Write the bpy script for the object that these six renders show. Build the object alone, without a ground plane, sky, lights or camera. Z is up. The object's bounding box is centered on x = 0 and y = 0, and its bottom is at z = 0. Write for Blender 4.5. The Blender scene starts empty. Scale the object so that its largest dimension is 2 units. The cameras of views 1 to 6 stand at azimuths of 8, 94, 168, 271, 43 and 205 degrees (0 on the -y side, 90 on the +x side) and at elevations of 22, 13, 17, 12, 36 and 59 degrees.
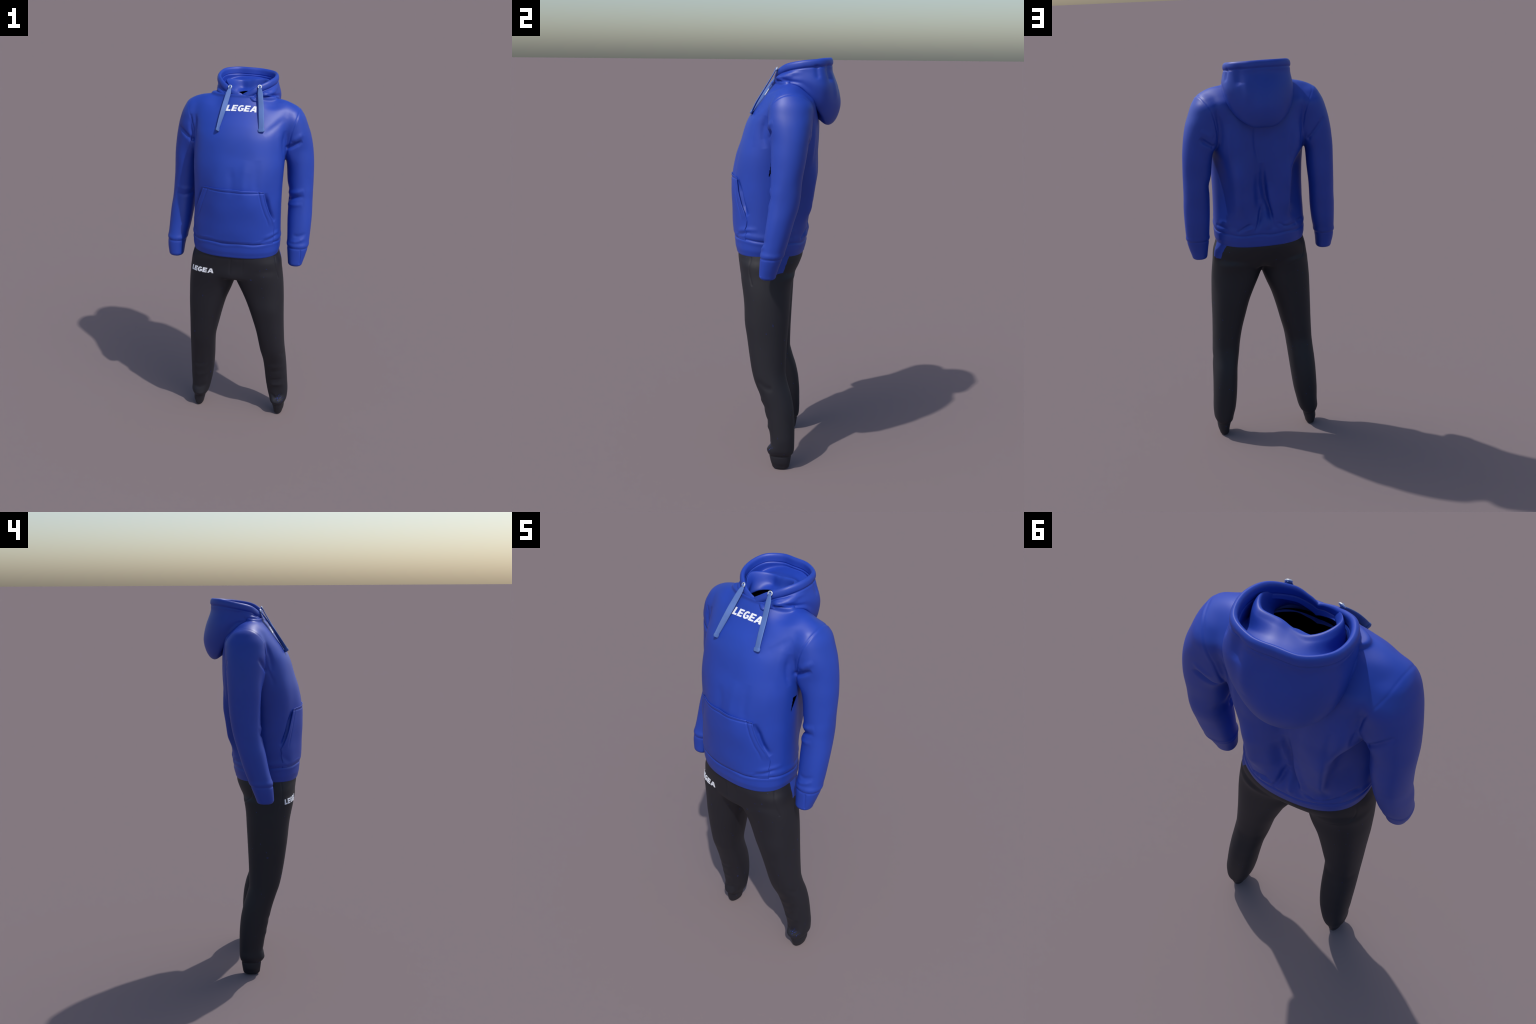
import bpy, bmesh, math
import numpy as np
from mathutils import Vector
from mathutils.bvhtree import BVHTree

# ------------------------------------------------------------------ helpers
def pchip(xk, yk, x):
    """Monotone cubic interpolation of column data yk at xk."""
    xk = np.asarray(xk, float); yk = np.asarray(yk, float)
    if yk.ndim == 1:
        yk = yk[:, None]
    h = np.diff(xk)[:, None]; d = np.diff(yk, axis=0) / h
    m = np.zeros_like(yk)
    m[0], m[-1] = d[0], d[-1]
    w1 = 2 * h[1:] + h[:-1]; w2 = h[1:] + 2 * h[:-1]
    with np.errstate(divide='ignore', invalid='ignore'):
        mm = (w1 + w2) / (w1 / d[:-1] + w2 / d[1:])
    m[1:-1] = np.where(d[:-1] * d[1:] > 0, mm, 0)
    i = np.clip(np.searchsorted(xk, x) - 1, 0, len(xk) - 2)
    t = ((x - xk[i]) / (xk[i + 1] - xk[i]))[:, None]; hh = h[i]
    return ((2*t**3 - 3*t**2 + 1) * yk[i] + (t**3 - 2*t**2 + t) * hh * m[i]
            + (-2*t**3 + 3*t**2) * yk[i + 1] + (t**3 - t**2) * hh * m[i + 1])


def catmull(P, n, closed=False):
    """Resample control points P (k, d) to n points on a Catmull-Rom curve."""
    P = np.asarray(P, float); k = len(P)
    if closed:
        t = np.arange(n) * k / n
        i = np.floor(t).astype(int); f = (t - i)[:, None]
        p0, p1, p2, p3 = P[(i - 1) % k], P[i % k], P[(i + 1) % k], P[(i + 2) % k]
    else:
        t = np.linspace(0, k - 1, n)
        i = np.minimum(np.floor(t).astype(int), k - 2); f = (t - i)[:, None]
        Q = np.vstack([2 * P[0] - P[1], P, 2 * P[-1] - P[-2]])
        p0, p1, p2, p3 = Q[i], Q[i + 1], Q[i + 2], Q[i + 3]
    return 0.5 * (2*p1 + (p2 - p0)*f + (2*p0 - 5*p1 + 4*p2 - p3)*f**2 + (3*p1 - p0 - 3*p2 + p3)*f**3)


def slices_to_rings(table, step=0.01, seg=96, cap=0.02):
    """table rows: z, x0, x1, y0, y1, y_wide, n_front, n_back."""
    T = np.array(sorted(table), float)
    z0, z1 = T[0, 0], T[-1, 0]
    z = np.linspace(z0, z1, max(int((z1 - z0) / step), 4))
    V = pchip(T[:, 0], T[:, 1:], z)
    th = np.linspace(0, 2*np.pi, seg, endpoint=False)
    c, s = np.cos(th), np.sin(th)
    rings = []
    for zz, (x0, x1, y0, y1, yw, nf, nb) in zip(z, V):
        n = np.where(s < 0, nf, nb)
        X = (x0 + x1)/2 + (x1 - x0)/2 * np.sign(c) * np.abs(c)**(2/n)
        Y = yw + np.where(s < 0, yw - y0, y1 - yw) * np.sign(s) * np.abs(s)**(2/n)
        rings.append(np.stack([X, Y, np.full(seg, zz)], 1))

    def caps(r, sgn):
        ctr = r.mean(0); out = []
        for a in (0.35, 0.7, 1.0, 1.25, 1.45):
            q = ctr + (r - ctr) * (1 - cap * (1 - math.cos(a)) / max(np.abs(r - ctr).max(), .01))
            q[:, 2] = r[:, 2] + sgn * cap * math.sin(a)
            out.append(q)
        return out
    return list(reversed(caps(rings[0], -1))) + rings + caps(rings[-1], 1)


def ring_mesh(rings, close_ends=True):
    n = len(rings[0]); V = np.vstack(rings); F = []
    for i in range(len(rings) - 1):
        a, b = i * n, (i + 1) * n
        F += [(a + j, a + (j + 1) % n, b + (j + 1) % n, b + j) for j in range(n)]
    if close_ends:
        F.append(tuple(range(n))[::-1])
        F.append(tuple(range((len(rings) - 1) * n, len(rings) * n)))
    return V, F


def mesh_from(name, V, F, smooth=True):
    me = bpy.data.meshes.new(name)
    me.from_pydata([tuple(v) for v in V], [], [tuple(f) for f in F])
    me.update()
    if smooth:
        me.polygons.foreach_set('use_smooth', [True] * len(me.polygons))
    return me


def add(name, me, parent=None, mats=()):
    ob = bpy.data.objects.new(name, me)
    bpy.context.scene.collection.objects.link(ob)
    ob.parent = parent
    for m in mats:
        me.materials.append(m)
    return ob


def union_remesh(parts, voxel):
    """Voxel-remesh several closed lofts into one surface; returns V, quads."""
    V, F, o = [], [], 0
    for v, f in parts:
        V.append(v); F += [tuple(i + o for i in q) for q in f]; o += len(v)
    ob = add('helper', mesh_from('helper', np.vstack(V), F))
    m = ob.modifiers.new('r', 'REMESH'); m.mode = 'VOXEL'; m.voxel_size = voxel
    dg = bpy.context.evaluated_depsgraph_get(); dg.update()
    me = bpy.data.meshes.new_from_object(ob.evaluated_get(dg))
    n = len(me.vertices); co = np.empty(n * 3); me.vertices.foreach_get('co', co)
    Q = [tuple(p.vertices) for p in me.polygons]
    bpy.data.objects.remove(ob); bpy.data.meshes.remove(me)
    return co.reshape(-1, 3), Q


class Cloth:
    """A dense surface that is smoothed, creased and then split into parts."""
    def __init__(self, V, F):
        self.V = V.copy(); self.F = F
        e = np.array([(f[i], f[(i + 1) % len(f)]) for f in F for i in range(len(f))])
        e = np.unique(np.sort(e, 1), axis=0); self.e = e
        self.deg = np.maximum(np.bincount(e.ravel(), minlength=len(V)), 1)[:, None]

    def lap(self, V):
        e, n = self.e, len(V)
        S = np.stack([np.bincount(e[:, 0], V[e[:, 1], k], n) + np.bincount(e[:, 1], V[e[:, 0], k], n) for k in range(3)], 1)
        return S / self.deg - V

    def smooth(self, it, mask=None, taubin=True):
        for _ in range(it):
            for lam in ((0.5, -0.52) if taubin else (0.5,)):
                d = lam * self.lap(self.V)
                self.V += d if mask is None else d * mask[:, None]

    def normals(self):
        tri = np.array([(f[0], f[i], f[i + 1]) for f in self.F for i in range(1, len(f) - 1)])
        a, b, c = (self.V[tri[:, k]] for k in range(3))
        fn = np.cross(b - a, c - a); N = np.zeros_like(self.V)
        for k in range(3):
            for j in range(3):
                N[:, j] += np.bincount(tri[:, k], fn[:, j], len(self.V))
        return N / np.maximum(np.linalg.norm(N, axis=1), 1e-12)[:, None]

    def push(self, d):
        self.V += self.normals() * d[:, None]


def line_dist(V, pts):
    """Distance to a polyline and the position 0..1 along it."""
    P = catmull(pts, 40); best = np.full(len(V), 1e9); tt = np.zeros(len(V))
    lo, hi = P.min(0) - .08, P.max(0) + .08
    idx = np.where(np.all((V > lo) & (V < hi), 1))[0]
    for i in range(len(P) - 1):
        a, d = P[i], P[i + 1] - P[i]
        t = np.clip(((V[idx] - a) @ d) / max(d @ d, 1e-12), 0, 1)
        r = np.linalg.norm(V[idx] - a - t[:, None] * d, axis=1)
        b = r < best[idx]
        best[idx[b]] = r[b]; tt[idx[b]] = (i + t[b]) / (len(P) - 1)
    return best, tt


def crease(cl, pts, width, depth, taper=(1, 1)):
    """Furrow (depth < 0) or ridge (depth > 0) along a line; taper 1 fades an end out."""
    P = np.array(pts, float)                      # lay the control points on the cloth
    for i in range(len(P)):
        near = np.where(np.abs(cl.V - P[i]).max(1) < .06)[0]
        if len(near):
            P[i] = cl.V[near[((cl.V[near] - P[i])**2 @ np.array([4, 1, 4])).argmin()]]
    r, t = line_dist(cl.V, P)
    f = np.ones(len(t))
    if taper[0]: f *= np.clip(t / 0.3, 0, 1)**.8
    if taper[1]: f *= np.clip((1 - t) / 0.3, 0, 1)**.8
    cl.push(depth * f * np.exp(-(r / width)**2))


def sm(a, b, x):
    t = np.clip((x - a) / (b - a), 0, 1); return t*t*(3 - 2*t)


def split(cl, region, names, parent, mat):
    """Separate faces by region id, sharing border positions and normals."""
    N = cl.normals(); out = {}
    fid = np.array([region[f[0]] for f in cl.F])
    for k, name in names.items():
        idx = np.where(fid == k)[0]
        used = np.unique(np.concatenate([cl.F[i] for i in idx])); mp = -np.ones(len(cl.V), int); mp[used] = np.arange(len(used))
        me = mesh_from(name, cl.V[used], [tuple(mp[list(cl.F[i])]) for i in idx])
        me.normals_split_custom_set_from_vertices([tuple(n) for n in N[used]])
        out[k] = add(name, me, parent, [mat])
    return out


# ------------------------------------------------------------------ materials
def fabric(name, col, rough, sheen, grain=0.06, spec=0.5, bump=0.12, scale=900):
    m = bpy.data.materials.new(name); m.use_nodes = True
    nt = m.node_tree; b = nt.nodes['Principled BSDF']
    tc = nt.nodes.new('ShaderNodeTexCoord')
    big = nt.nodes.new('ShaderNodeTexNoise'); big.inputs['Scale'].default_value = 7; big.inputs['Detail'].default_value = 3
    fine = nt.nodes.new('ShaderNodeTexNoise'); fine.inputs['Scale'].default_value = scale; fine.inputs['Detail'].default_value = 2
    nt.links.new(tc.outputs['Object'], big.inputs['Vector']); nt.links.new(tc.outputs['Object'], fine.inputs['Vector'])
    ramp = nt.nodes.new('ShaderNodeValToRGB')
    ramp.color_ramp.elements[0].position = .3; ramp.color_ramp.elements[1].position = .7
    ramp.color_ramp.elements[0].color = [c * (1 - grain) for c in col] + [1]
    ramp.color_ramp.elements[1].color = [c * (1 + grain) for c in col] + [1]
    nt.links.new(big.outputs['Fac'], ramp.inputs['Fac']); nt.links.new(ramp.outputs['Color'], b.inputs['Base Color'])
    bp = nt.nodes.new('ShaderNodeBump'); bp.inputs['Strength'].default_value = bump; bp.inputs['Distance'].default_value = .0006
    nt.links.new(fine.outputs['Fac'], bp.inputs['Height']); nt.links.new(bp.outputs['Normal'], b.inputs['Normal'])
    b.inputs['Roughness'].default_value = rough
    b.inputs['Specular IOR Level'].default_value = spec
    b.inputs['Sheen Weight'].default_value = sheen; b.inputs['Sheen Roughness'].default_value = .4
    return m


BLUE = (0.0135, 0.050, 0.375)
blue = fabric('blue_fleece', BLUE, .48, .0)
black = fabric('black_fleece', (0.0084, 0.0084, 0.0142), .6, .0)

def blue_marks(m):
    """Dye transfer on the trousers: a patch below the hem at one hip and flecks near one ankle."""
    nt = m.node_tree; L = nt.links; N = nt.nodes
    b = N['Principled BSDF']; src = b.inputs['Base Color'].links[0].from_socket
    tc = N.new('ShaderNodeTexCoord'); sep = N.new('ShaderNodeSeparateXYZ'); L.new(tc.outputs['Object'], sep.inputs[0])

    def op(kind, a, c):
        n = N.new('ShaderNodeMath'); n.operation = kind
        for i, v in enumerate((a, c)):
            if isinstance(v, (int, float)): n.inputs[i].default_value = v
            else: L.new(v, n.inputs[i])
        return n.outputs[0]
    X, Y, Z = sep.outputs
    nz = N.new('ShaderNodeTexNoise'); nz.inputs['Scale'].default_value = 60; L.new(tc.outputs['Object'], nz.inputs['Vector'])
    jit = op('MULTIPLY', op('SUBTRACT', nz.outputs['Fac'], .5), .012)
    Yj, Zj = op('ADD', Y, jit), op('ADD', Z, jit)
    patch = op('MULTIPLY', op('GREATER_THAN', X, .15), op('GREATER_THAN', Yj, -.058))
    patch = op('MULTIPLY', patch, op('GREATER_THAN', op('SUBTRACT', Zj, .992), 0))
    patch = op('MULTIPLY', patch, op('GREATER_THAN', op('ADD', op('MULTIPLY', op('SUBTRACT', Zj, .992), .35), .006), Yj))
    fl = N.new('ShaderNodeTexNoise'); fl.inputs['Scale'].default_value = 230; fl.inputs['Detail'].default_value = 1; L.new(tc.outputs['Object'], fl.inputs['Vector'])
    flecks = op('GREATER_THAN', fl.outputs['Fac'], .665)
    dist = N.new('ShaderNodeVectorMath'); dist.operation = 'DISTANCE'; dist.inputs[1].default_value = (.278, -.055, .122); L.new(tc.outputs['Object'], dist.inputs[0])
    flecks = op('MULTIPLY', flecks, op('LESS_THAN', op('ADD', dist.outputs['Value'], op('MULTIPLY', jit, 5)), .030))
    fl2 = N.new('ShaderNodeTexNoise'); fl2.inputs['Scale'].default_value = 95; fl2.inputs['Detail'].default_value = 0; L.new(tc.outputs['Object'], fl2.inputs['Vector'])
    rare = op('MULTIPLY', op('GREATER_THAN', fl2.outputs['Fac'], .845), .35)
    fac = op('MAXIMUM', op('MAXIMUM', patch, flecks), rare)
    mix = N.new('ShaderNodeMix'); mix.data_type = 'RGBA'; L.new(fac, mix.inputs[0]); L.new(src, mix.inputs[6]); mix.inputs[7].default_value = (*BLUE, 1)
    L.new(mix.outputs[2], b.inputs['Base Color'])

blue_marks(black)
cord_mat = fabric('light_blue_webbing', (0.085, 0.165, 0.44), .7, .0, .16)
white = fabric('white_print', (0.80, 0.82, 0.88), .6, .0, .02)
metal = fabric('pale_metal', (0.62, 0.68, 0.78), .35, .0, .1); metal.node_tree.nodes['Principled BSDF'].inputs['Metallic'].default_value = .6

# ------------------------------------------------------------------ top-level garments
def thing(name, z, label, category):
    o = bpy.data.objects.new(name, None); bpy.context.scene.collection.objects.link(o)
    o['label'] = label; o['category'] = category
    return o

hoodie = thing('hooded_sweatshirt', 1.0, 'royal blue pullover hoodie with kangaroo pocket and drawstrings', 'hoodie')
trousers = thing('sweatpants', 0.0, 'black tapered jogging trousers with ribbed ankle cuffs', 'trousers')

# ------------------------------------------------------------------ hoodie body
#  z, x0, x1, y0 (front), y1 (back), y of greatest width, front roundness, back roundness
TORSO = [
    (1.074, -.230, .232, -.238, .099, -.085, 2.4, 2.4),
    (1.100, -.235, .237, -.244, .106, -.085, 2.4, 2.4),
    (1.145, -.236, .237, -.247, .110, -.085, 2.4, 2.4),
    (1.210, -.236, .235, -.253, .121, -.085, 2.25, 2.4),
    (1.280, -.234, .233, -.256, .130, -.085, 2.2, 2.4),
    (1.350, -.234, .232, -.259, .140, -.085, 2.2, 2.4),
    (1.440, -.237, .233, -.255, .153, -.080, 2.25, 2.4),
    (1.530, -.243, .236, -.239, .160, -.065, 2.4, 2.4),
    (1.610, -.246, .238, -.216, .161, -.040, 2.5, 2.5),
    (1.690, -.250, .244, -.192, .158, -.015, 2.5, 2.6),
    (1.750, -.262, .260, -.160, .148,  .005, 2.3, 2.6),
    (1.800, -.284, .282, -.122, .138,  .020, 2.1, 2.4),
    (1.832, -.290, .285, -.098, .116,  .025, 2.0, 2.2),
    (1.866, -.240, .236, -.078, .088,  .020, 1.9, 2.0),
    (1.885, -.175, .170, -.062, .062,  .005, 1.9, 2.0),
]
SLEEVE_POS = [
    (1.003, .284, .364, -.100, -.020, -.060, 2.2, 2.2),
    (1.050, .278, .378, -.098, -.005, -.050, 2.2, 2.2),
    (1.090, .273, .387, -.095,  .010, -.040, 2.2, 2.2),
    (1.150, .269, .392, -.083,  .030, -.025, 2.2, 2.2),
    (1.260, .263, .395, -.067,  .060, -.005, 2.2, 2.2),
    (1.340, .262, .392, -.056,  .083,  .012, 2.2, 2.2),
    (1.380, .264, .391, -.051,  .089,  .018, 2.2, 2.2),
    (1.440, .250, .390, -.050,  .093,  .024, 2.0, 2.2),
    (1.540, .238, .386, -.051,  .109,  .034, 1.9, 2.2),
    (1.620, .205, .377, -.054,  .120,  .036, 1.9, 2.3),
    (1.690, .190, .362, -.066,  .128,  .032, 2.0, 2.3),
    (1.745, .190, .342, -.070,  .130,  .030, 2.2, 2.2),
    (1.785, .190, .325, -.062,  .122,  .028, 2.2, 2.2),
    (1.815, .190, .304, -.046,  .098,  .022, 2.1, 2.1),
]
SLEEVE_NEG = [
    (1.003, -.384, -.302, -.107, -.018, -.062, 2.2, 2.2),
    (1.050, -.392, -.297, -.104,  .000, -.050, 2.2, 2.2),
    (1.085, -.393, -.290, -.100,  .014, -.040, 2.2, 2.2),
    (1.150, -.391, -.275, -.083,  .041, -.022, 2.2, 2.2),
    (1.240, -.387, -.262, -.065,  .070,  .000, 2.1, 2.2),
    (1.310, -.380, -.256, -.049,  .091,  .020, 2.1, 2.2),
    (1.360, -.378, -.252, -.041,  .103,  .030, 2.1, 2.2),
    (1.450, -.375, -.242, -.040,  .116,  .042, 2.1, 2.2),
    (1.540, -.374, -.236, -.043,  .122,  .045, 2.1, 2.2),
    (1.620, -.368, -.205, -.050,  .128,  .045, 2.1, 2.2),
    (1.690, -.357, -.190, -.060,  .132,  .040, 2.1, 2.3),
    (1.745, -.344, -.190, -.066,  .132,  .036, 2.2, 2.2),
    (1.785, -.330, -.190, -.060,  .124,  .032, 2.2, 2.2),
    (1.820, -.308, -.190, -.045,  .100,  .024, 2.1, 2.1),
]


def drape(V):
    """Large-scale hang of the cloth: pinched flanks, back lobes, hollow spine."""
    V = V.copy(); x, y, z = V.T.copy(); ax = np.abs(x)
    band = sm(1.13, 1.24, z) * (1 - sm(1.55, 1.66, z))
    low = sm(1.10, 1.16, z)
    # flanks fall in behind the widest line
    deep = np.where(x < 0, .050, .006) * sm(1.14, 1.30, z) * (1 - sm(1.44, 1.565, z)) + .010 * low * (1 - sm(1.50, 1.58, z))
    V[:, 0] -= np.sign(x) * deep * sm(-.08, .02, y) * np.exp(-((y - .045) / .065)**2) * sm(.10, .18, ax)
    # back corners hang out as two lobes
    cor = np.exp(-((ax - .135) / .045)**2) * sm(.0, .08, y)
    V[:, 1] += cor * ((.026 - .016 * sm(1.42, 1.56, z)) * sm(1.2, 1.3, z) * (1 - sm(1.72, 1.80, z)))
    # hollow along the spine, deepest in the lower half
    mid = np.exp(-((x - .005) / .055)**2) * sm(.03, .10, y)
    V[:, 1] -= mid * (.036 * sm(1.16, 1.26, z) * (1 - sm(1.62, 1.74, z)))
    return V


torso_rings = [drape(r) for r in slices_to_rings(TORSO, step=.006, seg=200, cap=.014)]
V, F = union_remesh([ring_mesh(torso_rings),
                     ring_mesh(slices_to_rings(SLEEVE_POS, cap=.018)),
                     ring_mesh(slices_to_rings(SLEEVE_NEG, cap=.018))], 0.0032)
body = Cloth(V, F)
body.smooth(6)
x, y, z = body.V.T
joint = sm(1.50, 1.60, z) * np.exp(-((np.abs(x) - .265) / .06)**2)
body.smooth(60, joint, taubin=False)
x, y, z = body.V.T
body.smooth(140, sm(1.70, 1.76, z) * np.exp(-((np.abs(x) - .285) / .05)**2), taubin=False)
body.push(.005 * sm(1.74, 1.80, body.V[:, 2]) * np.exp(-((np.abs(body.V[:, 0]) - .29) / .04)**2))


def blob(cl, c, r, vec):
    """Move the cloth softly round a centre by a vector."""
    w = np.exp(-(((cl.V - np.array(c)) / np.array(r))**2).sum(1))
    cl.V += w[:, None] * np.array(vec)


for sx in (-1, 1):
    blob(body, (sx * .20, .12, 1.78), (.07, .07, .06), (0, .018, .004))      # shoulder blades
blob(body, (.15, -.03, 1.87), (.06, .06, .04), (0, .012, -.016))
blob(body, (-.13, -.05, 1.87), (.05, .05, .04), (0, .006, -.006))
blob(body, (.20, .11, 1.56), (.05, .06, .16), (0, .016, 0))
blob(body, (-.18, .12, 1.57), (.04, .06, .10), (0, .014, 0))
blob(body, (-.25, .03, 1.85), (.07, .07, .04), (0, .0, .007))
for c, r, v in (((-.155, -.21, 1.40), (.06, .07, .20), (.004, .012, 0)), ((.10, -.25, 1.45), (.08, .06, .20), (0, -.003, 0)),
                ((-.262, -.03, 1.62), (.03, .05, .09), (0, -.018, 0)), ((.255, -.03, 1.60), (.03, .05, .08), (0, -.012, 0)),
                ((.228, .08, 1.66), (.035, .05, .10), (0, .018, 0)), ((-.20, .11, 1.63), (.04, .05, .08), (0, .010, 0))):
    blob(body, c, r, v)
# drape creases: points, width, depth (negative = furrow), fading ends
FOLDS = [
    # spine and the forked fold above the hem
    ([(.033, .15, 1.675), (.034, .15, 1.582), (.018, .145, 1.50)], .012, -.004, (0, 1)),
    ([(.004, .14, 1.50), (.003, .13, 1.395), (-.007, .115, 1.309), (-.025, .11, 1.237), (-.046, .105, 1.150)], .012, -.018, (1, 1)),
    ([(.028, .145, 1.45), (.022, .13, 1.342), (.014, .12, 1.26)], .026, -.011, (1, 1)),
    ([(.004, .12, 1.285), (.025, .115, 1.211), (.052, .108, 1.140)], .010, -.013, (1, 1)),
    ([(-.022, .13, 1.40), (-.034, .12, 1.30), (-.055, .115, 1.20)], .016, .008, (1, 1)),
    ([(.000, .12, 1.25), (-.008, .115, 1.19), (-.01, .11, 1.15)], .010, .006, (1, 1)),
    # edges of the back panel
    ([(-.145, .15, 1.66), (-.138, .15, 1.54), (-.140, .13, 1.44)], .013, -.004, (1, 1)),
    ([(.160, .14, 1.70), (.162, .135, 1.60), (.160, .12, 1.48)], .016, .005, (1, 1)),
    # gathers above the hem, back
    ([(.136, .09, 1.148), (.099, .106, 1.172), (.065, .114, 1.190)], .008, -.006, (0, 1)),
    ([(.110, .10, 1.150), (.085, .108, 1.160), (.050, .11, 1.168)], .008, .005, (1, 1)),
    ([(-.058, .115, 1.190), (-.106, .102, 1.160), (-.166, .075, 1.160)], .008, -.005, (1, 0)),
    ([(-.06, .115, 1.158), (-.10, .10, 1.172), (-.15, .08, 1.182)], .009, .004, (1, 1)),
    ([(.231, -.016, 1.168), (.214, .025, 1.162), (.183, .062, 1.156)], .009, -.004, (0, 1)),
    ([(.225, .00, 1.185), (.20, .04, 1.185), (.17, .07, 1.19)], .012, .003, (1, 1)),
    ([(-.215, -.01, 1.165), (-.20, .03, 1.172), (-.17, .06, 1.168)], .008, -.005, (1, 1)),
    # gathers above the hem, front
    ([(.15, -.235, 1.160), (.19, -.205, 1.172), (.225, -.15, 1.190)], .009, -.005, (1, 1)),
    ([(.17, -.225, 1.180), (.21, -.18, 1.195), (.235, -.11, 1.20)], .011, .004, (1, 1)),
    ([(-.20, -.195, 1.165), (-.215, -.17, 1.185), (-.225, -.14, 1.215)], .010, -.004, (1, 1)),
    # armpits, front
    ([(.325, -.050, 1.680), (.289, -.063, 1.655), (.252, -.055, 1.640)], .011, -.012, (1, 0)),
    ([(.330, -.045, 1.715), (.300, -.064, 1.695), (.270, -.064, 1.675)], .014, .005, (1, 1)),
    ([(.236, -.085, 1.735), (.232, -.095, 1.659), (.238, -.085, 1.585)], .015, -.006, (1, 1)),
    ([(.215, -.125, 1.76), (.210, -.135, 1.68), (.215, -.13, 1.59)], .016, .002, (1, 1)),
    ([(-.268, -.062, 1.785), (-.268, -.064, 1.710), (-.256, -.055, 1.650)], .009, -.008, (1, 0)),
    ([(-.245, -.085, 1.790), (-.240, -.10, 1.710), (-.240, -.10, 1.640)], .011, -.006, (1, 1)),
    ([(-.335, -.028, 1.710), (-.301, -.052, 1.675), (-.262, -.053, 1.645)], .011, -.009, (1, 0)),
    # armpits, back
    ([(.306, .125, 1.640), (.272, .120, 1.610), (.240, .104, 1.594)], .011, -.013, (1, 0)),
    ([(.300, .125, 1.680), (.270, .125, 1.655), (.240, .115, 1.640)], .014, .004, (1, 1)),
    ([(-.315, .122, 1.705), (-.272, .128, 1.645), (-.236, .112, 1.600)], .010, -.009, (1, 0)),
    ([(.208, .125, 1.74), (.200, .13, 1.66), (.205, .11, 1.57)], .014, -.004, (1, 1)),
    ([(-.205, .125, 1.72), (-.200, .13, 1.65), (-.205, .11, 1.57)], .014, -.003, (1, 1)),
    # elbows
    ([(.262, -.010, 1.350), (.290, -.045, 1.362), (.350, -.048, 1.378)], .010, -.008, (0, 1)),
    ([(.265, -.015, 1.385), (.300, -.048, 1.395), (.350, -.045, 1.41)], .014, .006, (0, 1)),
    ([(.268, -.02, 1.32), (.300, -.055, 1.325), (.345, -.055, 1.335)], .012, .004, (0, 1)),
    ([(-.270, -.02, 1.335), (-.310, -.048, 1.33), (-.35, -.04, 1.335)], .010, -.005, (0, 1)),
    ([(-.275, -.02, 1.365), (-.310, -.043, 1.362), (-.35, -.035, 1.37)], .012, .004, (0, 1)),
    ([(.285, -.088, 1.125), (.330, -.094, 1.13), (.375, -.07, 1.15)], .010, .004, (1, 1)),
    ([(.352, -.088, 1.080), (.352, -.09, 1.04), (.350, -.088, 1.005)], .0035, -.003, (0, 0)),
    ([(.30, -.085, 1.165), (.335, -.085, 1.16), (.375, -.06, 1.175)], .010, -.003, (1, 1)),
    # long soft folds down the chest
    ([(-.02, -.25, 1.56), (-.01, -.26, 1.48), (-.015, -.265, 1.40)], .020, -.003, (1, 1)),
    ([(.06, -.245, 1.60), (.05, -.26, 1.50), (.05, -.265, 1.40)], .022, .003, (1, 1)),
    ([(.12, -.22, 1.60), (.115, -.24, 1.50), (.12, -.24, 1.42)], .020, -.003, (1, 1)),
    ([(.135, -.17, 1.72), (.19, -.13, 1.765), (.235, -.085, 1.80)], .016, -.003, (1, 1)),
]
for pts, w, d, tp in FOLDS:
    crease(body, pts, w, d, tp)
POCKET_BVH = BVHTree.FromPolygons([tuple(v) for v in body.V], body.F)      # front before the pocket openings are pressed in
for pts, w, d, tp in (([(.160, -.222, 1.430), (.178, -.215, 1.372), (.195, -.203, 1.314), (.214, -.175, 1.262)], .013, -.017, (1, 1)),
                      ([(-.172, -.215, 1.425), (-.192, -.205, 1.375), (-.210, -.185, 1.315), (-.228, -.150, 1.255)], .012, -.014, (1, 1))):
    crease(body, pts, w, d, tp)


def armhole(x, y, z):
    """Positive on the sleeve side of the armhole seam."""
    s = np.interp(z, [1.50, 1.60, 1.66, 1.72, 1.77, 1.83, 1.86], [.240, .245, .255, .266, .282, .310, .315])
    return np.abs(x) - s + .2 * (np.clip(y, -.1, .2) + .065) + np.where(x < 0, .012, 0)


def hem_line(x, y):
    return 1.137 + .010 * np.clip((-y - .04) / .12, -1, 1) + .003 * np.sin(x * 40)


def cuff_line(x, y):
    return np.where(x > 0, 1.090, 1.076) + 0 * y


x, y, z = body.V.T.copy()
inner_x = np.where(x > 0, .249, .246)
ah = armhole(x, y, z)
on_sleeve = np.where(z < 1.53, np.abs(x) > inner_x, ah > 0)
up = sm(1.55, 1.60, z)
seam = up * np.where(x < 0, 1 - .7 * sm(1.74, 1.80, z), 1 - .3 * sm(1.76, 1.82, z)) * (-.0022 * np.exp(-(ah / .004)**2) + .0010 * np.exp(-((ah - .010) / .006)**2))
dz = z - hem_line(x, y)
hemd = np.where(~on_sleeve, -.0035 * np.exp(-(dz / .0045)**2) + .0012 * np.exp(-((dz + .012) / .008)**2) + .003 * np.exp(-((dz - .02) / .014)**2), 0)
dzc = z - cuff_line(x, y)
cuffd = np.where(on_sleeve & (z < 1.3), -.0022 * np.exp(-(dzc / .005)**2) + .0028 * np.exp(-((dzc - .016) / .012)**2), 0)
body.push(seam + hemd + cuffd)

region = np.where(on_sleeve, np.where(dzc < 0, 3, 1), np.where(dz < 0, 2, 0)) + np.where(on_sleeve & (x < 0), 10, 0)
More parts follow.
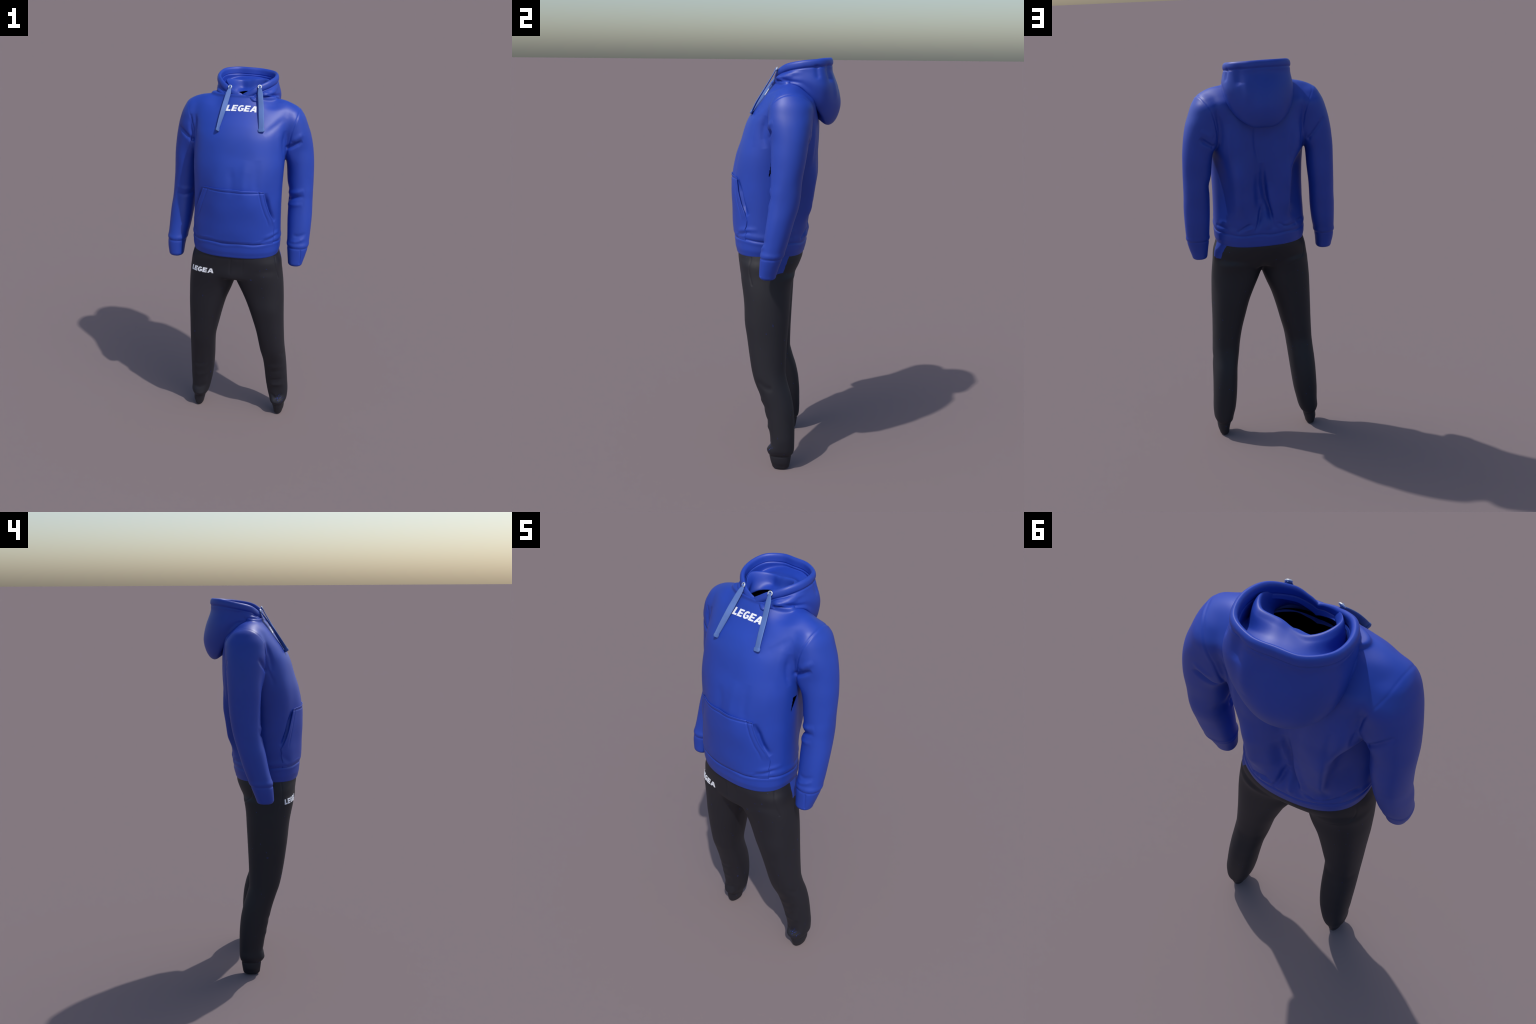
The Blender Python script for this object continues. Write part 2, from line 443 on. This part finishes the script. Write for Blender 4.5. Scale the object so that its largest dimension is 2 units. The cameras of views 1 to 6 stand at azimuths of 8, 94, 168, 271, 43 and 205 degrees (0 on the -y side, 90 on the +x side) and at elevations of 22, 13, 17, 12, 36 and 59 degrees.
# open the neck and the bottom of the garment
neck = (z > 1.80) & (((x - .005) / .115)**2 + ((y - .024) / .073)**2 < 1)
bottom = (z < 1.066) & (~on_sleeve) & ((x / .21)**2 + ((y + .07) / .15)**2 < 1)
region[neck | bottom] = 99
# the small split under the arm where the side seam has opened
rip = (x > 0) & (~on_sleeve) & (np.abs(z - 1.487) < .034) & (np.abs(y + .052 - .35 * (z - 1.487)) < .014 * (z - 1.450) / .07)
region[rip] = 99
parts = split(body, region, {0: 'body', 2: 'hem_band', 1: 'sleeve', 3: 'cuff', 11: 'sleeve', 13: 'cuff'}, hoodie, blue)
parts[3].parent = parts[1]; parts[13].parent = parts[11]
BODY_BVH = BVHTree.FromPolygons([tuple(v) for v in body.V], body.F)

# ------------------------------------------------------------------ hood
ANG = np.radians([0, 4, 12, 30, 60, 90, 120, 150, 180, 210, 240, 270, 300, 330, 348, 356])
def fill(row):
    """Twelve values every 30 degrees, with four more beside the front so that the V stays sharp."""
    r = list(row); return np.array([r[0], r[0] + .14 * (r[1] - r[0]), r[0] + .4 * (r[1] - r[0])] + r[1:] + [r[0] + .4 * (r[-1] - r[0]), r[0] + .14 * (r[-1] - r[0])])

def hood_ring(cx, cy, rho, zz):
    rho, zz = fill(rho), fill(zz)
    return np.stack([cx + rho * np.sin(ANG), cy - rho * np.cos(ANG), zz], 1)

rim_r = np.array([.126, .136, .148, .155, .160, .142, .127, .142, .152, .147, .141, .130])
rim_z = np.array([1.902, 1.943, 1.970, 1.985, 1.993, 1.997, 1.999, 1.999, 1.995, 1.980, 1.962, 1.930])
thin = np.array([.45, .8] + [1] * 9 + [.8])             # the casing thins out towards the V
HOOD = [
    # skirt inside the neck, neck edge, inner wall of the roll, crest of the roll
    hood_ring(.010, .000, [.070, .078, .100, .116, .104, .092, .086, .092, .104, .114, .100, .078], [1.835, 1.84, 1.85, 1.86, 1.872, 1.882, 1.888, 1.882, 1.872, 1.86, 1.85, 1.84]),
    hood_ring(.010, .000, [.064, .070, .084, .094, .082, .066, .056, .064, .080, .092, .084, .070], [1.845, 1.85, 1.86, 1.87, 1.886, 1.896, 1.900, 1.896, 1.886, 1.87, 1.86, 1.85]),
    hood_ring(.010, .030, [.086, .090, .096, .102, .092, .054, .050, .066, .076, .090, .086, .088], [1.858, 1.864, 1.892, 1.918, 1.924, 1.920, 1.913, 1.910, 1.918, 1.922, 1.900, 1.864]),
    hood_ring(.010, .030, [.080, .087, .099, .114, .106, .068, .064, .080, .092, .104, .095, .085], [1.866, 1.877, 1.917, 1.954, 1.962, 1.957, 1.948, 1.946, 1.953, 1.957, 1.932, 1.877]),
    # over the roll and down into the shallow bag
    hood_ring(.008, .040, [.086, .092, .106, .128, .122, .086, .078, .092, .104, .116, .102, .090], [1.871, 1.886, 1.916, 1.944, 1.955, 1.955, 1.949, 1.944, 1.946, 1.944, 1.924, 1.884]),
    hood_ring(.004, .060, [.100, .106, .122, .136, .132, .104, .094, .104, .117, .126, .116, .102], [1.875, 1.893, 1.910, 1.905, 1.925, 1.945, 1.946, 1.940, 1.922, 1.900, 1.910, 1.890]),
    hood_ring(0, .080, [.114, .122, .132, .141, .146, .126, .112, .124, .138, .132, .125, .115], [1.868, 1.899, 1.918, 1.912, 1.930, 1.947, 1.950, 1.945, 1.928, 1.908, 1.915, 1.892]),
    # rim casing: inside, crest, outside, stitched lower edge
    hood_ring(0, .080, rim_r - .013 * thin, rim_z - .040 * thin),
    hood_ring(0, .080, rim_r - .0115 * thin, rim_z - .028 * thin),
    hood_ring(0, .080, rim_r - .009 * thin, rim_z - .008 * thin),
    hood_ring(0, .080, rim_r, rim_z),
    hood_ring(0, .080, rim_r + .009 * thin, rim_z - .007 * thin),
    hood_ring(0, .080, rim_r + .012, rim_z - .020),
    hood_ring(0, .080, rim_r + .011, rim_z - .036),
    # outer bag
    hood_ring(0, .080, [.140, .155, .163, .168, .176, .152, .139, .151, .163, .155, .152, .145], [1.852, 1.898, 1.925, 1.933, 1.935, 1.935, 1.935, 1.935, 1.932, 1.928, 1.915, 1.888]),
    hood_ring(0, .080, [.147, .162, .170, .176, .194, .172, .167, .171, .176, .159, .158, .152], [1.845, 1.885, 1.900, 1.900, 1.870, 1.860, 1.860, 1.860, 1.865, 1.892, 1.895, 1.876]),
    hood_ring(0, .080, [.147, .162, .169, .176, .188, .177, .180, .177, .174, .159, .158, .153], [1.842, 1.876, 1.888, 1.880, 1.810, 1.785, 1.785, 1.785, 1.805, 1.875, 1.886, 1.870]),
    hood_ring(0, .080, [.146, .159, .166, .178, .172, .160, .164, .160, .164, .164, .157, .151], [1.838, 1.868, 1.878, 1.862, 1.768, 1.722, 1.720, 1.722, 1.765, 1.860, 1.876, 1.862]),
    hood_ring(0, .080, [.140, .152, .158, .168, .154, .132, .134, .132, .146, .156, .150, .145], [1.832, 1.858, 1.866, 1.850, 1.752, 1.692, 1.686, 1.692, 1.748, 1.848, 1.862, 1.852]),
    hood_ring(0, .080, [.132, .142, .150, .154, .128, .100, .098, .100, .122, .145, .142, .137], [1.828, 1.850, 1.858, 1.848, 1.770, 1.705, 1.696, 1.705, 1.765, 1.846, 1.852, 1.844]),
    hood_ring(0, .080, [.125, .135, .140, .135, .100, .070, .060, .070, .096, .13, .132, .130], [1.825, 1.845, 1.852, 1.850, 1.800, 1.740, 1.715, 1.740, 1.80, 1.848, 1.846, 1.838]),
]
NA, NR = 320, 260
ringsA = np.stack([catmull(r, NA, True) for r in HOOD])
hood_grid = np.stack([catmull(ringsA[:, j], NR) for j in range(NA)], 1)
V, F = ring_mesh(list(hood_grid), False)
hood_cl = Cloth(V, F)
RID = np.repeat(np.linspace(0, len(HOOD) - 1, NR), NA)     # ring index of every vertex
hx, hy, hz = hood_cl.V.T.copy()
n_out = hood_cl.normals(); ctr = np.array([0, .06, 1.85])
flip = np.sign(((hood_cl.V - ctr) * n_out).sum(1)[RID > 15].sum())
if flip < 0:
    hood_cl.F = [f[::-1] for f in hood_cl.F]
outer = sm(12.6, 13.4, RID)
front = 1 - sm(-.02, .10, hy)
gather = np.sin(hx * 95 + 3 * np.sin(hz * 60)) * np.sin(hz * 75 + hx * 30)
hood_cl.push(-.0032 * np.exp(-((RID - 13.0) / .30)**2) - .0025 * np.exp(-((RID - 7.4) / .25)**2)
             + outer * front * .0045 * gather * (1 - sm(16, 18, RID)))
HOOD_FOLDS = [
    ([(.105, .19, 1.952), (.110, .205, 1.925), (.112, .215, 1.885)], .019, -.007, (0, 1)),
    ([(.150, .14, 1.950), (.165, .15, 1.925), (.172, .16, 1.90)], .012, -.005, (0, 1)),
    ([(.080, .21, 1.93), (.082, .235, 1.87), (.075, .245, 1.80)], .022, .005, (1, 1)),
    ([(.09, -.06, 1.90), (.13, -.02, 1.905), (.165, .04, 1.915)], .010, .007, (1, 1)),
    ([(.09, -.065, 1.885), (.13, -.04, 1.885), (.17, .03, 1.888)], .008, -.006, (1, 1)),
    ([(-.08, -.045, 1.895), (-.12, -.015, 1.90), (-.155, .04, 1.905)], .010, .007, (1, 1)),
    ([(-.085, -.055, 1.875), (-.125, -.025, 1.88), (-.16, .03, 1.885)], .008, -.006, (1, 1)),
]
for pts, w, d, tp in HOOD_FOLDS:
    crease(hood_cl, pts, w, d, tp)
hood_parts = split(hood_cl, np.where(RID < 6.5, 2, np.where(RID < 13, 1, 0)), {0: 'hood', 1: 'hood_rim', 2: 'hood_lining'}, hoodie, blue)
hood_parts[1].parent = hood_parts[0]; hood_parts[2].parent = hood_parts[0]

# near-black sack inside the garment, seen through the neck
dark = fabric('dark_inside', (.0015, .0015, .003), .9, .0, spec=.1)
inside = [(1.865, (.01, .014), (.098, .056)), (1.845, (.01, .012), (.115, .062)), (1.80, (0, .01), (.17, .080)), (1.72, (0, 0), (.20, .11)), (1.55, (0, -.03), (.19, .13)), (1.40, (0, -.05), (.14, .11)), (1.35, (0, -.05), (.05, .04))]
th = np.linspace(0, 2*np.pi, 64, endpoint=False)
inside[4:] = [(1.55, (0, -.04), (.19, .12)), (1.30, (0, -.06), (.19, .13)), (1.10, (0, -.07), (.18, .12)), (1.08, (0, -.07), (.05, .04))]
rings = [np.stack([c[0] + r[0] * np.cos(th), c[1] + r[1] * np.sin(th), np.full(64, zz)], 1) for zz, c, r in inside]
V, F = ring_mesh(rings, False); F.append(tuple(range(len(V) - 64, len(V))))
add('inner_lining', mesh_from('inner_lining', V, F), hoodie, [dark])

# ------------------------------------------------------------------ kangaroo pocket
def on_front(px, pz, bvh=POCKET_BVH):
    h = bvh.ray_cast(Vector((px, -1.0, pz)), Vector((0, 1, 0)))
    return np.array(h[0]), np.array(h[1])

PZ = [1.140, 1.240, 1.280, 1.315, 1.373, 1.440]
PL = [-.224, -.226, -.214, -.204, -.186, -.163]
PR = [.210, .212, .203, .189, .171, .156]
nu, nv = 150, 110
smooth_front = {}
zs = np.linspace(1.143, 1.440, nv)
xl, xr = np.interp(zs, PZ, PL), np.interp(zs, PZ, PR)
G = np.zeros((nv, nu, 3)); NN = np.zeros((nv, nu, 3))
for j in range(nv):
    for i, xx in enumerate(np.linspace(xl[j], xr[j], nu)):
        G[j, i], NN[j, i] = on_front(xx, zs[j] + .008 * math.sin(i / nu * math.pi))
for _ in range(12):                                          # bridge the hollows behind the openings
    G[1:-1, 2:-2] = .5 * G[1:-1, 2:-2] + .125 * (G[:-2, 2:-2] + G[2:, 2:-2] + G[1:-1, 1:-3] + G[1:-1, 3:-1])
ds = np.minimum(G[:, :, 0] - xl[:, None], xr[:, None] - G[:, :, 0])     # to the slanted edges
dt = (1.445 - G[:, :, 2])                                                # to the top edge
slant = sm(1.235, 1.27, G[:, :, 2])
off = .0040 + .0040 * np.exp(-(ds / .018)**2) * slant + .0010 * np.exp(-(dt / .009)**2)
off -= .0030 * np.exp(-((ds - .026) / .0035)**2) * slant + .0026 * np.exp(-((dt - .014) / .0032)**2)
off -= .0018 * np.exp(-((ds - .008) / .003)**2) * slant
off += .0015 * np.sin(G[:, :, 0] * 22 + 1.5 * np.sin(G[:, :, 2] * 18)) * sm(0, .06, ds)
off -= .004 * (1 - sm(1.147, 1.165, G[:, :, 2]))
D = np.array([0, -1, 0]) * .55 + NN * .45
Pk = G + D * off[:, :, None]
V = list(Pk.reshape(-1, 3)); F = [(j*nu + i, j*nu + i + 1, (j+1)*nu + i + 1, (j+1)*nu + i) for j in range(nv - 1) for i in range(nu - 1)]
loop = [(0, i) for i in range(nu)] + [(j, nu - 1) for j in range(1, nv)] + [(nv - 1, i) for i in range(nu - 2, -1, -1)] + [(j, 0) for j in range(nv - 2, 0, -1)]
base = len(V)
for j, i in loop:
    inward = np.array([-.004 if i == nu - 1 else .004 if i == 0 else 0, 0, -.003 if j == nv - 1 else 0])
    V.append(Pk[j, i] - D[j, i] * .0045 + inward)
base2 = len(V)
for j, i in loop:
    V.append(Pk[j, i] - D[j, i] * .016)
for k in range(len(loop)):
    k2 = (k + 1) % len(loop)
    a, b = loop[k][0] * nu + loop[k][1], loop[k2][0] * nu + loop[k2][1]
    F.append((b, a, base + k, base + k2))
pocket = add('kangaroo_pocket', mesh_from('kangaroo_pocket', V[:base2], F), hoodie, [blue])

# ------------------------------------------------------------------ drawstrings
def ribbon(points, widths, twist, thick=.0055, n=60):
    C = catmull(points, n); T = np.gradient(C, axis=0); T /= np.linalg.norm(T, axis=1)[:, None]
    tw = np.interp(np.linspace(0, 1, n), np.linspace(0, 1, len(twist)), np.radians(twist))
    wd = np.interp(np.linspace(0, 1, n), np.linspace(0, 1, len(widths)), widths)
    th = np.linspace(0, 2*np.pi, 20, endpoint=False); rings = []
    for c, t, a, w in zip(C, T, tw, wd):
        u = np.array([math.cos(a), -math.sin(a), 0]); u -= t * (u @ t); u /= np.linalg.norm(u)
        v = np.cross(t, u)
        cs, sn = np.cos(th), np.sin(th)
        rings.append(c + np.outer(np.sign(cs) * np.abs(cs)**.5 * w / 2, u) + np.outer(np.sign(sn) * np.abs(sn)**.7 * thick / 2, v))
    return ring_mesh(rings)

STRINGS = [
    (dict(points=[(.087, -.048, 1.944), (.094, -.062, 1.916), (.106, -.097, 1.857), (.116, -.134, 1.795), (.121, -.156, 1.750)],
          widths=[.012, .026, .028, .029, .028], twist=[0, 0, 4, 8, 8]), (.121, -.158, 1.746), 8, .035, (.087, -.043, 1.943)),
    (dict(points=[(-.067, -.042, 1.929), (-.072, -.060, 1.905), (-.082, -.100, 1.850), (-.095, -.142, 1.785), (-.103, -.170, 1.742)],
          widths=[.012, .025, .027, .024, .020], twist=[0, -12, -25, -45, -60]), (-.103, -.172, 1.738), -60, .024, (-.067, -.039, 1.932)),
]
rng = np.random.default_rng(4)
for kw, tip, ang, w, eye in STRINGS:
    st = add('drawstring', mesh_from('drawstring', *ribbon(**kw)), hoodie, [cord_mat])
    d = np.array(kw['points'][-1]) - np.array(kw['points'][-2]); d = d / np.linalg.norm(d)
    tp = [tuple(np.array(tip) + d * k) for k in (-.007, -.003, .004, .009)]
    add('drawstring_tip', mesh_from('drawstring_tip', *ribbon(tp, [w * .86, w, w, w * .8], [ang] * 2, .011, 16)), st, [cord_mat])
    # metal eyelet with the cord knotted through it
    bm = bmesh.new()
    nrm = Vector((.25 * np.sign(eye[0]), -.85, .45)).normalized()
    q = nrm.to_track_quat('Z', 'Y')
    tor = []
    for a in range(24):
        for b in range(10):
            A, B = a * 2*math.pi/24, b * 2*math.pi/10
            tor.append(bm.verts.new(Vector(eye) + q @ Vector(((.0088 + .0028 * math.cos(B)) * math.cos(A), (.0088 + .0028 * math.cos(B)) * math.sin(A), .0028 * math.sin(B) + .003))))
    for a in range(24):
        for b in range(10):
            bm.faces.new((tor[a*10 + b], tor[(a + 1) % 24 * 10 + b], tor[(a + 1) % 24 * 10 + (b + 1) % 10], tor[a*10 + (b + 1) % 10]))
    me = bpy.data.meshes.new('eyelet'); bm.to_mesh(me); bm.free()
    me.polygons.foreach_set('use_smooth', [True] * len(me.polygons))
    add('eyelet', me, hood_parts[0], [metal])
    bm = bmesh.new(); bmesh.ops.create_icosphere(bm, subdivisions=3, radius=.0065)
    for v in bm.verts:
        k = 1 + .25 * math.sin(v.co.x * 700) * math.sin(v.co.z * 600 + 1)
        v.co = Vector(eye) + nrm * .004 + Vector((0, 0, -.004)) + v.co * k
    me = bpy.data.meshes.new('cord_knot'); bm.to_mesh(me); bm.free()
    me.polygons.foreach_set('use_smooth', [True] * len(me.polygons))
    add('cord_knot', me, st, [cord_mat])

# ------------------------------------------------------------------ trousers
LEG_POS = [
    (.016, .240, .292, -.038, .050, .008, 2.2, 2.2),
    (.040, .235, .299, -.045, .054, .005, 2.3, 2.3),
    (.068, .226, .301, -.052, .058, .003, 2.3, 2.3),
    (.082, .216, .306, -.060, .068, .004, 2.3, 2.3),
    (.105, .210, .314, -.056, .072, .004, 2.3, 2.3),
    (.150, .197, .316, -.048, .072, .006, 2.3, 2.3),
    (.220, .185, .311, -.059, .071, .000, 2.3, 2.3),
    (.300, .176, .305, -.079, .065, -.010, 2.3, 2.3),
    (.370, .168, .300, -.100, .052, -.030, 2.3, 2.3),
    (.450, .151, .293, -.133, .028, -.055, 2.3, 2.3),
    (.500, .142, .288, -.146, .020, -.065, 2.3, 2.3),
    (.570, .127, .283, -.158, .022, -.070, 2.3, 2.3),
    (.660, .100, .278, -.172, .027, -.075, 2.3, 2.3),
    (.740, .073, .275, -.185, .032, -.080, 2.3, 2.3),
    (.810, .042, .272, -.189, .036, -.080, 2.3, 2.3),
    (.870, .012, .268, -.195, .040, -.080, 2.3, 2.3),
    (.920, -.010, .262, -.202, .046, -.080, 2.3, 2.3),
    (.960, -.020, .256, -.207, .060, -.080, 2.3, 2.3),
]
LEG_NEG = [
    (.016, -.240, -.190, -.034, .058, .015, 2.2, 2.2),
    (.040, -.247, -.184, -.037, .062, .012, 2.3, 2.3),
    (.066, -.246, -.178, -.041, .066, .012, 2.3, 2.3),
    (.080, -.252, -.167, -.050, .072, .010, 2.3, 2.3),
    (.105, -.260, -.157, -.056, .076, .010, 2.3, 2.3),
    (.140, -.258, -.149, -.053, .077, .010, 2.3, 2.3),
    (.220, -.261, -.134, -.064, .076, .004, 2.3, 2.3),
    (.300, -.261, -.126, -.082, .070, -.008, 2.3, 2.3),
    (.370, -.260, -.121, -.098, .057, -.025, 2.3, 2.3),
    (.450, -.257, -.116, -.123, .033, -.050, 2.3, 2.3),
    (.500, -.256, -.112, -.140, .022, -.062, 2.3, 2.3),
    (.600, -.256, -.091, -.161, .024, -.070, 2.3, 2.3),
    (.670, -.257, -.075, -.172, .027, -.075, 2.3, 2.3),
    (.750, -.258, -.053, -.183, .031, -.080, 2.3, 2.3),
    (.830, -.258, -.022, -.192, .036, -.080, 2.3, 2.3),
    (.880, -.256, -.005, -.199, .040, -.080, 2.3, 2.3),
    (.920, -.253, .005, -.206, .046, -.080, 2.3, 2.3),
    (.960, -.250, .010, -.212, .055, -.080, 2.3, 2.3),
]
PELVIS = [
    (.930, -.238, .246, -.206, .040, -.075, 2.6, 2.3),
    (.960, -.248, .254, -.214, .056, -.080, 2.7, 2.4),
    (1.010, -.243, .250, -.223, .080, -.080, 2.7, 2.4),
    (1.055, -.232, .236, -.229, .092, -.080, 2.5, 2.4),
    (1.090, -.222, .226, -.228, .088, -.080, 2.5, 2.4),
]
V, F = union_remesh([ring_mesh(slices_to_rings(LEG_POS, cap=.016)), ring_mesh(slices_to_rings(LEG_NEG, cap=.016)),
                     ring_mesh(slices_to_rings(PELVIS, cap=.01))], 0.004)
pants = Cloth(V, F)
pants.smooth(6)
x, y, z = pants.V.T
pants.smooth(40, sm(.72, .86, z) * (1 - sm(1.0, 1.04, z)), taubin=False)
pants.V[:, 1] += .003 * (1 - sm(.80, .95, pants.V[:, 2]))
blob(pants, (-.005, -.20, .935), (.09, .06, .05), (0, -.012, .0))
blob(pants, (-.002, .03, .90), (.05, .05, .05), (0, -.018, .014))
# ------------------------------------------------------------------ trouser folds and stitching
TROUSER_FOLDS = [
    ([(.284, -.100, .450), (.297, -.06, .425), (.300, -.03, .430)], .016, -.003, (0, 1)),
    ([(.20, -.10, .345), (.25, -.105, .350), (.29, -.07, .375)], .014, .003, (1, 1)),
    ([(.20, -.09, .305), (.25, -.09, .315), (.30, -.05, .335)], .013, -.003, (1, 1)),
    ([(.20, -.07, .245), (.25, -.075, .250), (.30, -.04, .265)], .011, -.003, (1, 1)),
    ([(.205, -.06, .21), (.25, -.066, .215), (.30, -.04, .22)], .012, .004, (1, 1)),
    ([(.215, -.05, .145), (.255, -.058, .120), (.295, -.05, .150)], .012, -.006, (1, 1)),
    ([(.215, -.045, .105), (.255, -.064, .094), (.30, -.045, .110)], .011, .006, (1, 1)),
    ([(-.25, -.06, .32), (-.20, -.085, .31), (-.15, -.06, .335)], .014, -.0025, (1, 1)),
    ([(-.25, -.05, .24), (-.20, -.072, .235), (-.15, -.05, .25)], .014, .0025, (1, 1)),
    ([(-.25, -.03, .15), (-.20, -.055, .14), (-.16, -.03, .17)], .014, -.003, (1, 1)),
    ([(-.25, -.03, .098), (-.20, -.058, .094), (-.165, -.03, .10)], .010, .004, (1, 1)),
    # stitched lines: side pocket, fly, rounded back yoke
    ([(.222, -.152, 1.06), (.230, -.147, .994), (.246, -.142, .934)], .0045, -.0025, (0, 0)),
    ([(-.222, -.152, 1.06), (-.228, -.147, .994), (-.240, -.142, .934)], .0045, -.0015, (0, 0)),
    ([(-.006, -.232, 1.05), (-.008, -.218, .99), (-.009, -.205, .955)], .0045, -.0020, (0, 1)),
    ([(.057, -.232, 1.05), (.057, -.218, .99), (.055, -.207, .965)], .0045, -.0012, (0, 1)),
    ([(-.212, .02, 1.08), (-.215, .01, .995), (-.193, .034, .963), (-.156, .045, .946), (-.085, .038, .915)], .0045, -.0018, (0, 1)),
]
for pts, w, d, tp in TROUSER_FOLDS:
    crease(pants, pts, w, d, tp)
x, y, z = pants.V.T.copy()
cz = np.where(x > 0, z - .072, z - .070)
pants.push(-.003 * np.exp(-(cz / .005)**2))
region = np.where(cz < 0, 3, np.where(z < .86 - .25 * np.abs(x), 1, 0)) + np.where((x < -.003) & (z < .86 - .25 * np.abs(x)), 10, 0)
pp = split(pants, region, {0: 'seat', 1: 'trouser_leg', 3: 'ankle_cuff', 11: 'trouser_leg', 13: 'ankle_cuff'}, trousers, black)
pp[3].parent = pp[1]; pp[13].parent = pp[11]
PANTS_BVH = BVHTree.FromPolygons([tuple(v) for v in pants.V], pants.F)

# ------------------------------------------------------------------ lettering
def arc(cx, cy, rx, ry, a0, a1, n=18):
    return [(cx + rx * math.cos(math.radians(a)), cy + ry * math.sin(math.radians(a))) for a in np.linspace(a0, a1, n)]

GLYPHS = {   # outline polygons in a cell one unit high, and the advance
    'L': ([[(0, 0), (.82, 0), (.82, .24), (.34, .24), (.34, 1), (0, 1)]], .98),
    'E': ([[(0, 0), (.90, 0), (.90, .22), (.34, .22), (.34, .40), (.84, .40), (.84, .60), (.34, .60), (.34, .78), (.90, .78), (.90, 1), (0, 1)]], 1.06),
    'G': ([arc(.54, .5, .54, .52, 42, 312) + [(1.04, .12), (1.04, .56), (.56, .56), (.56, .38), (.72, .38), (.72, .28)] + arc(.54, .5, .21, .29, 300, 60)], 1.17),
    'A': ([[(0, 0), (.33, 0), (.41, .20), (.60, .20), (.60, .40), (.49, .40), (.60, .70), (.60, 1), (.40, 1)],
           [(.60, .20), (.79, .20), (.86, 0), (1.20, 0), (.82, 1), (.60, 1), (.60, .70), (.71, .40), (.60, .40)]], 1.2),
}

def lettering(text, keys, vdir, height, width, slant, bvh, parent, lift=.0016):
    """Letters laid along a baseline; keys = (point, direction into the cloth) spread evenly over the width."""
    pos = np.array([k[0] for k in keys], float); ray = np.array([k[1] for k in keys], float)
    vdir = np.array(vdir, float); vdir /= np.linalg.norm(vdir); tk = np.linspace(0, width, len(keys))
    total = sum(GLYPHS[c][1] for c in text[:-1]) + 1.2 + slant
    k = width / total; pen = 0
    for ch in text:
        bm = bmesh.new()
        for poly in GLYPHS[ch][0]:
            bm.faces.new([bm.verts.new(((pen + px + slant * py) * k, py * height, 0)) for px, py in poly])
        bmesh.ops.remove_doubles(bm, verts=bm.verts, dist=1e-6)
        bmesh.ops.triangulate(bm, faces=bm.faces)
        for axis, size in (((1, 0, 0), width), ((0, 1, 0), height)):
            for c in np.arange(.003, size, .004):
                bmesh.ops.bisect_plane(bm, geom=bm.verts[:] + bm.edges[:] + bm.faces[:], plane_co=Vector(axis) * c, plane_no=axis)
        bmesh.ops.triangulate(bm, faces=bm.faces)
        ext = bmesh.ops.extrude_face_region(bm, geom=bm.faces[:])
        top = {v for v in ext['geom'] if isinstance(v, bmesh.types.BMVert)}
        for v in bm.verts:
            p = np.array([np.interp(v.co.x, tk, pos[:, a]) for a in range(3)]) + vdir * v.co.y
            d = np.array([np.interp(v.co.x, tk, ray[:, a]) for a in range(3)]); d /= np.linalg.norm(d)
            h = bvh.ray_cast(Vector(p - d * .06), Vector(d))
            v.co = h[0] - Vector(d) * (lift if v in top else -.001)
        bmesh.ops.recalc_face_normals(bm, faces=bm.faces)
        me = bpy.data.meshes.new('letter'); bm.to_mesh(me); bm.free()
        add('letter', me, parent, [white])
        pen += GLYPHS[ch][1]

WORD = 'LEGEA'
lettering(WORD, [((-.078, -.106, 1.823), (0, .82, -.57)), ((.092, -.106, 1.827), (0, .82, -.57))], (0, .57, .82), .033, .170, .30, BODY_BVH, parts[0])
lettering(WORD, [((-.227, -.162, .948), (.66, .75, 0)), ((-.206, -.184, .950), (.52, .85, 0)), ((-.176, -.201, .952), (.35, .93, 0)), ((-.138, -.212, .953), (.18, .98, 0)), ((-.099, -.218, .954), (.08, 1, 0))],
          (0, 0, 1), .026, .144, .12, PANTS_BVH, pp[0])
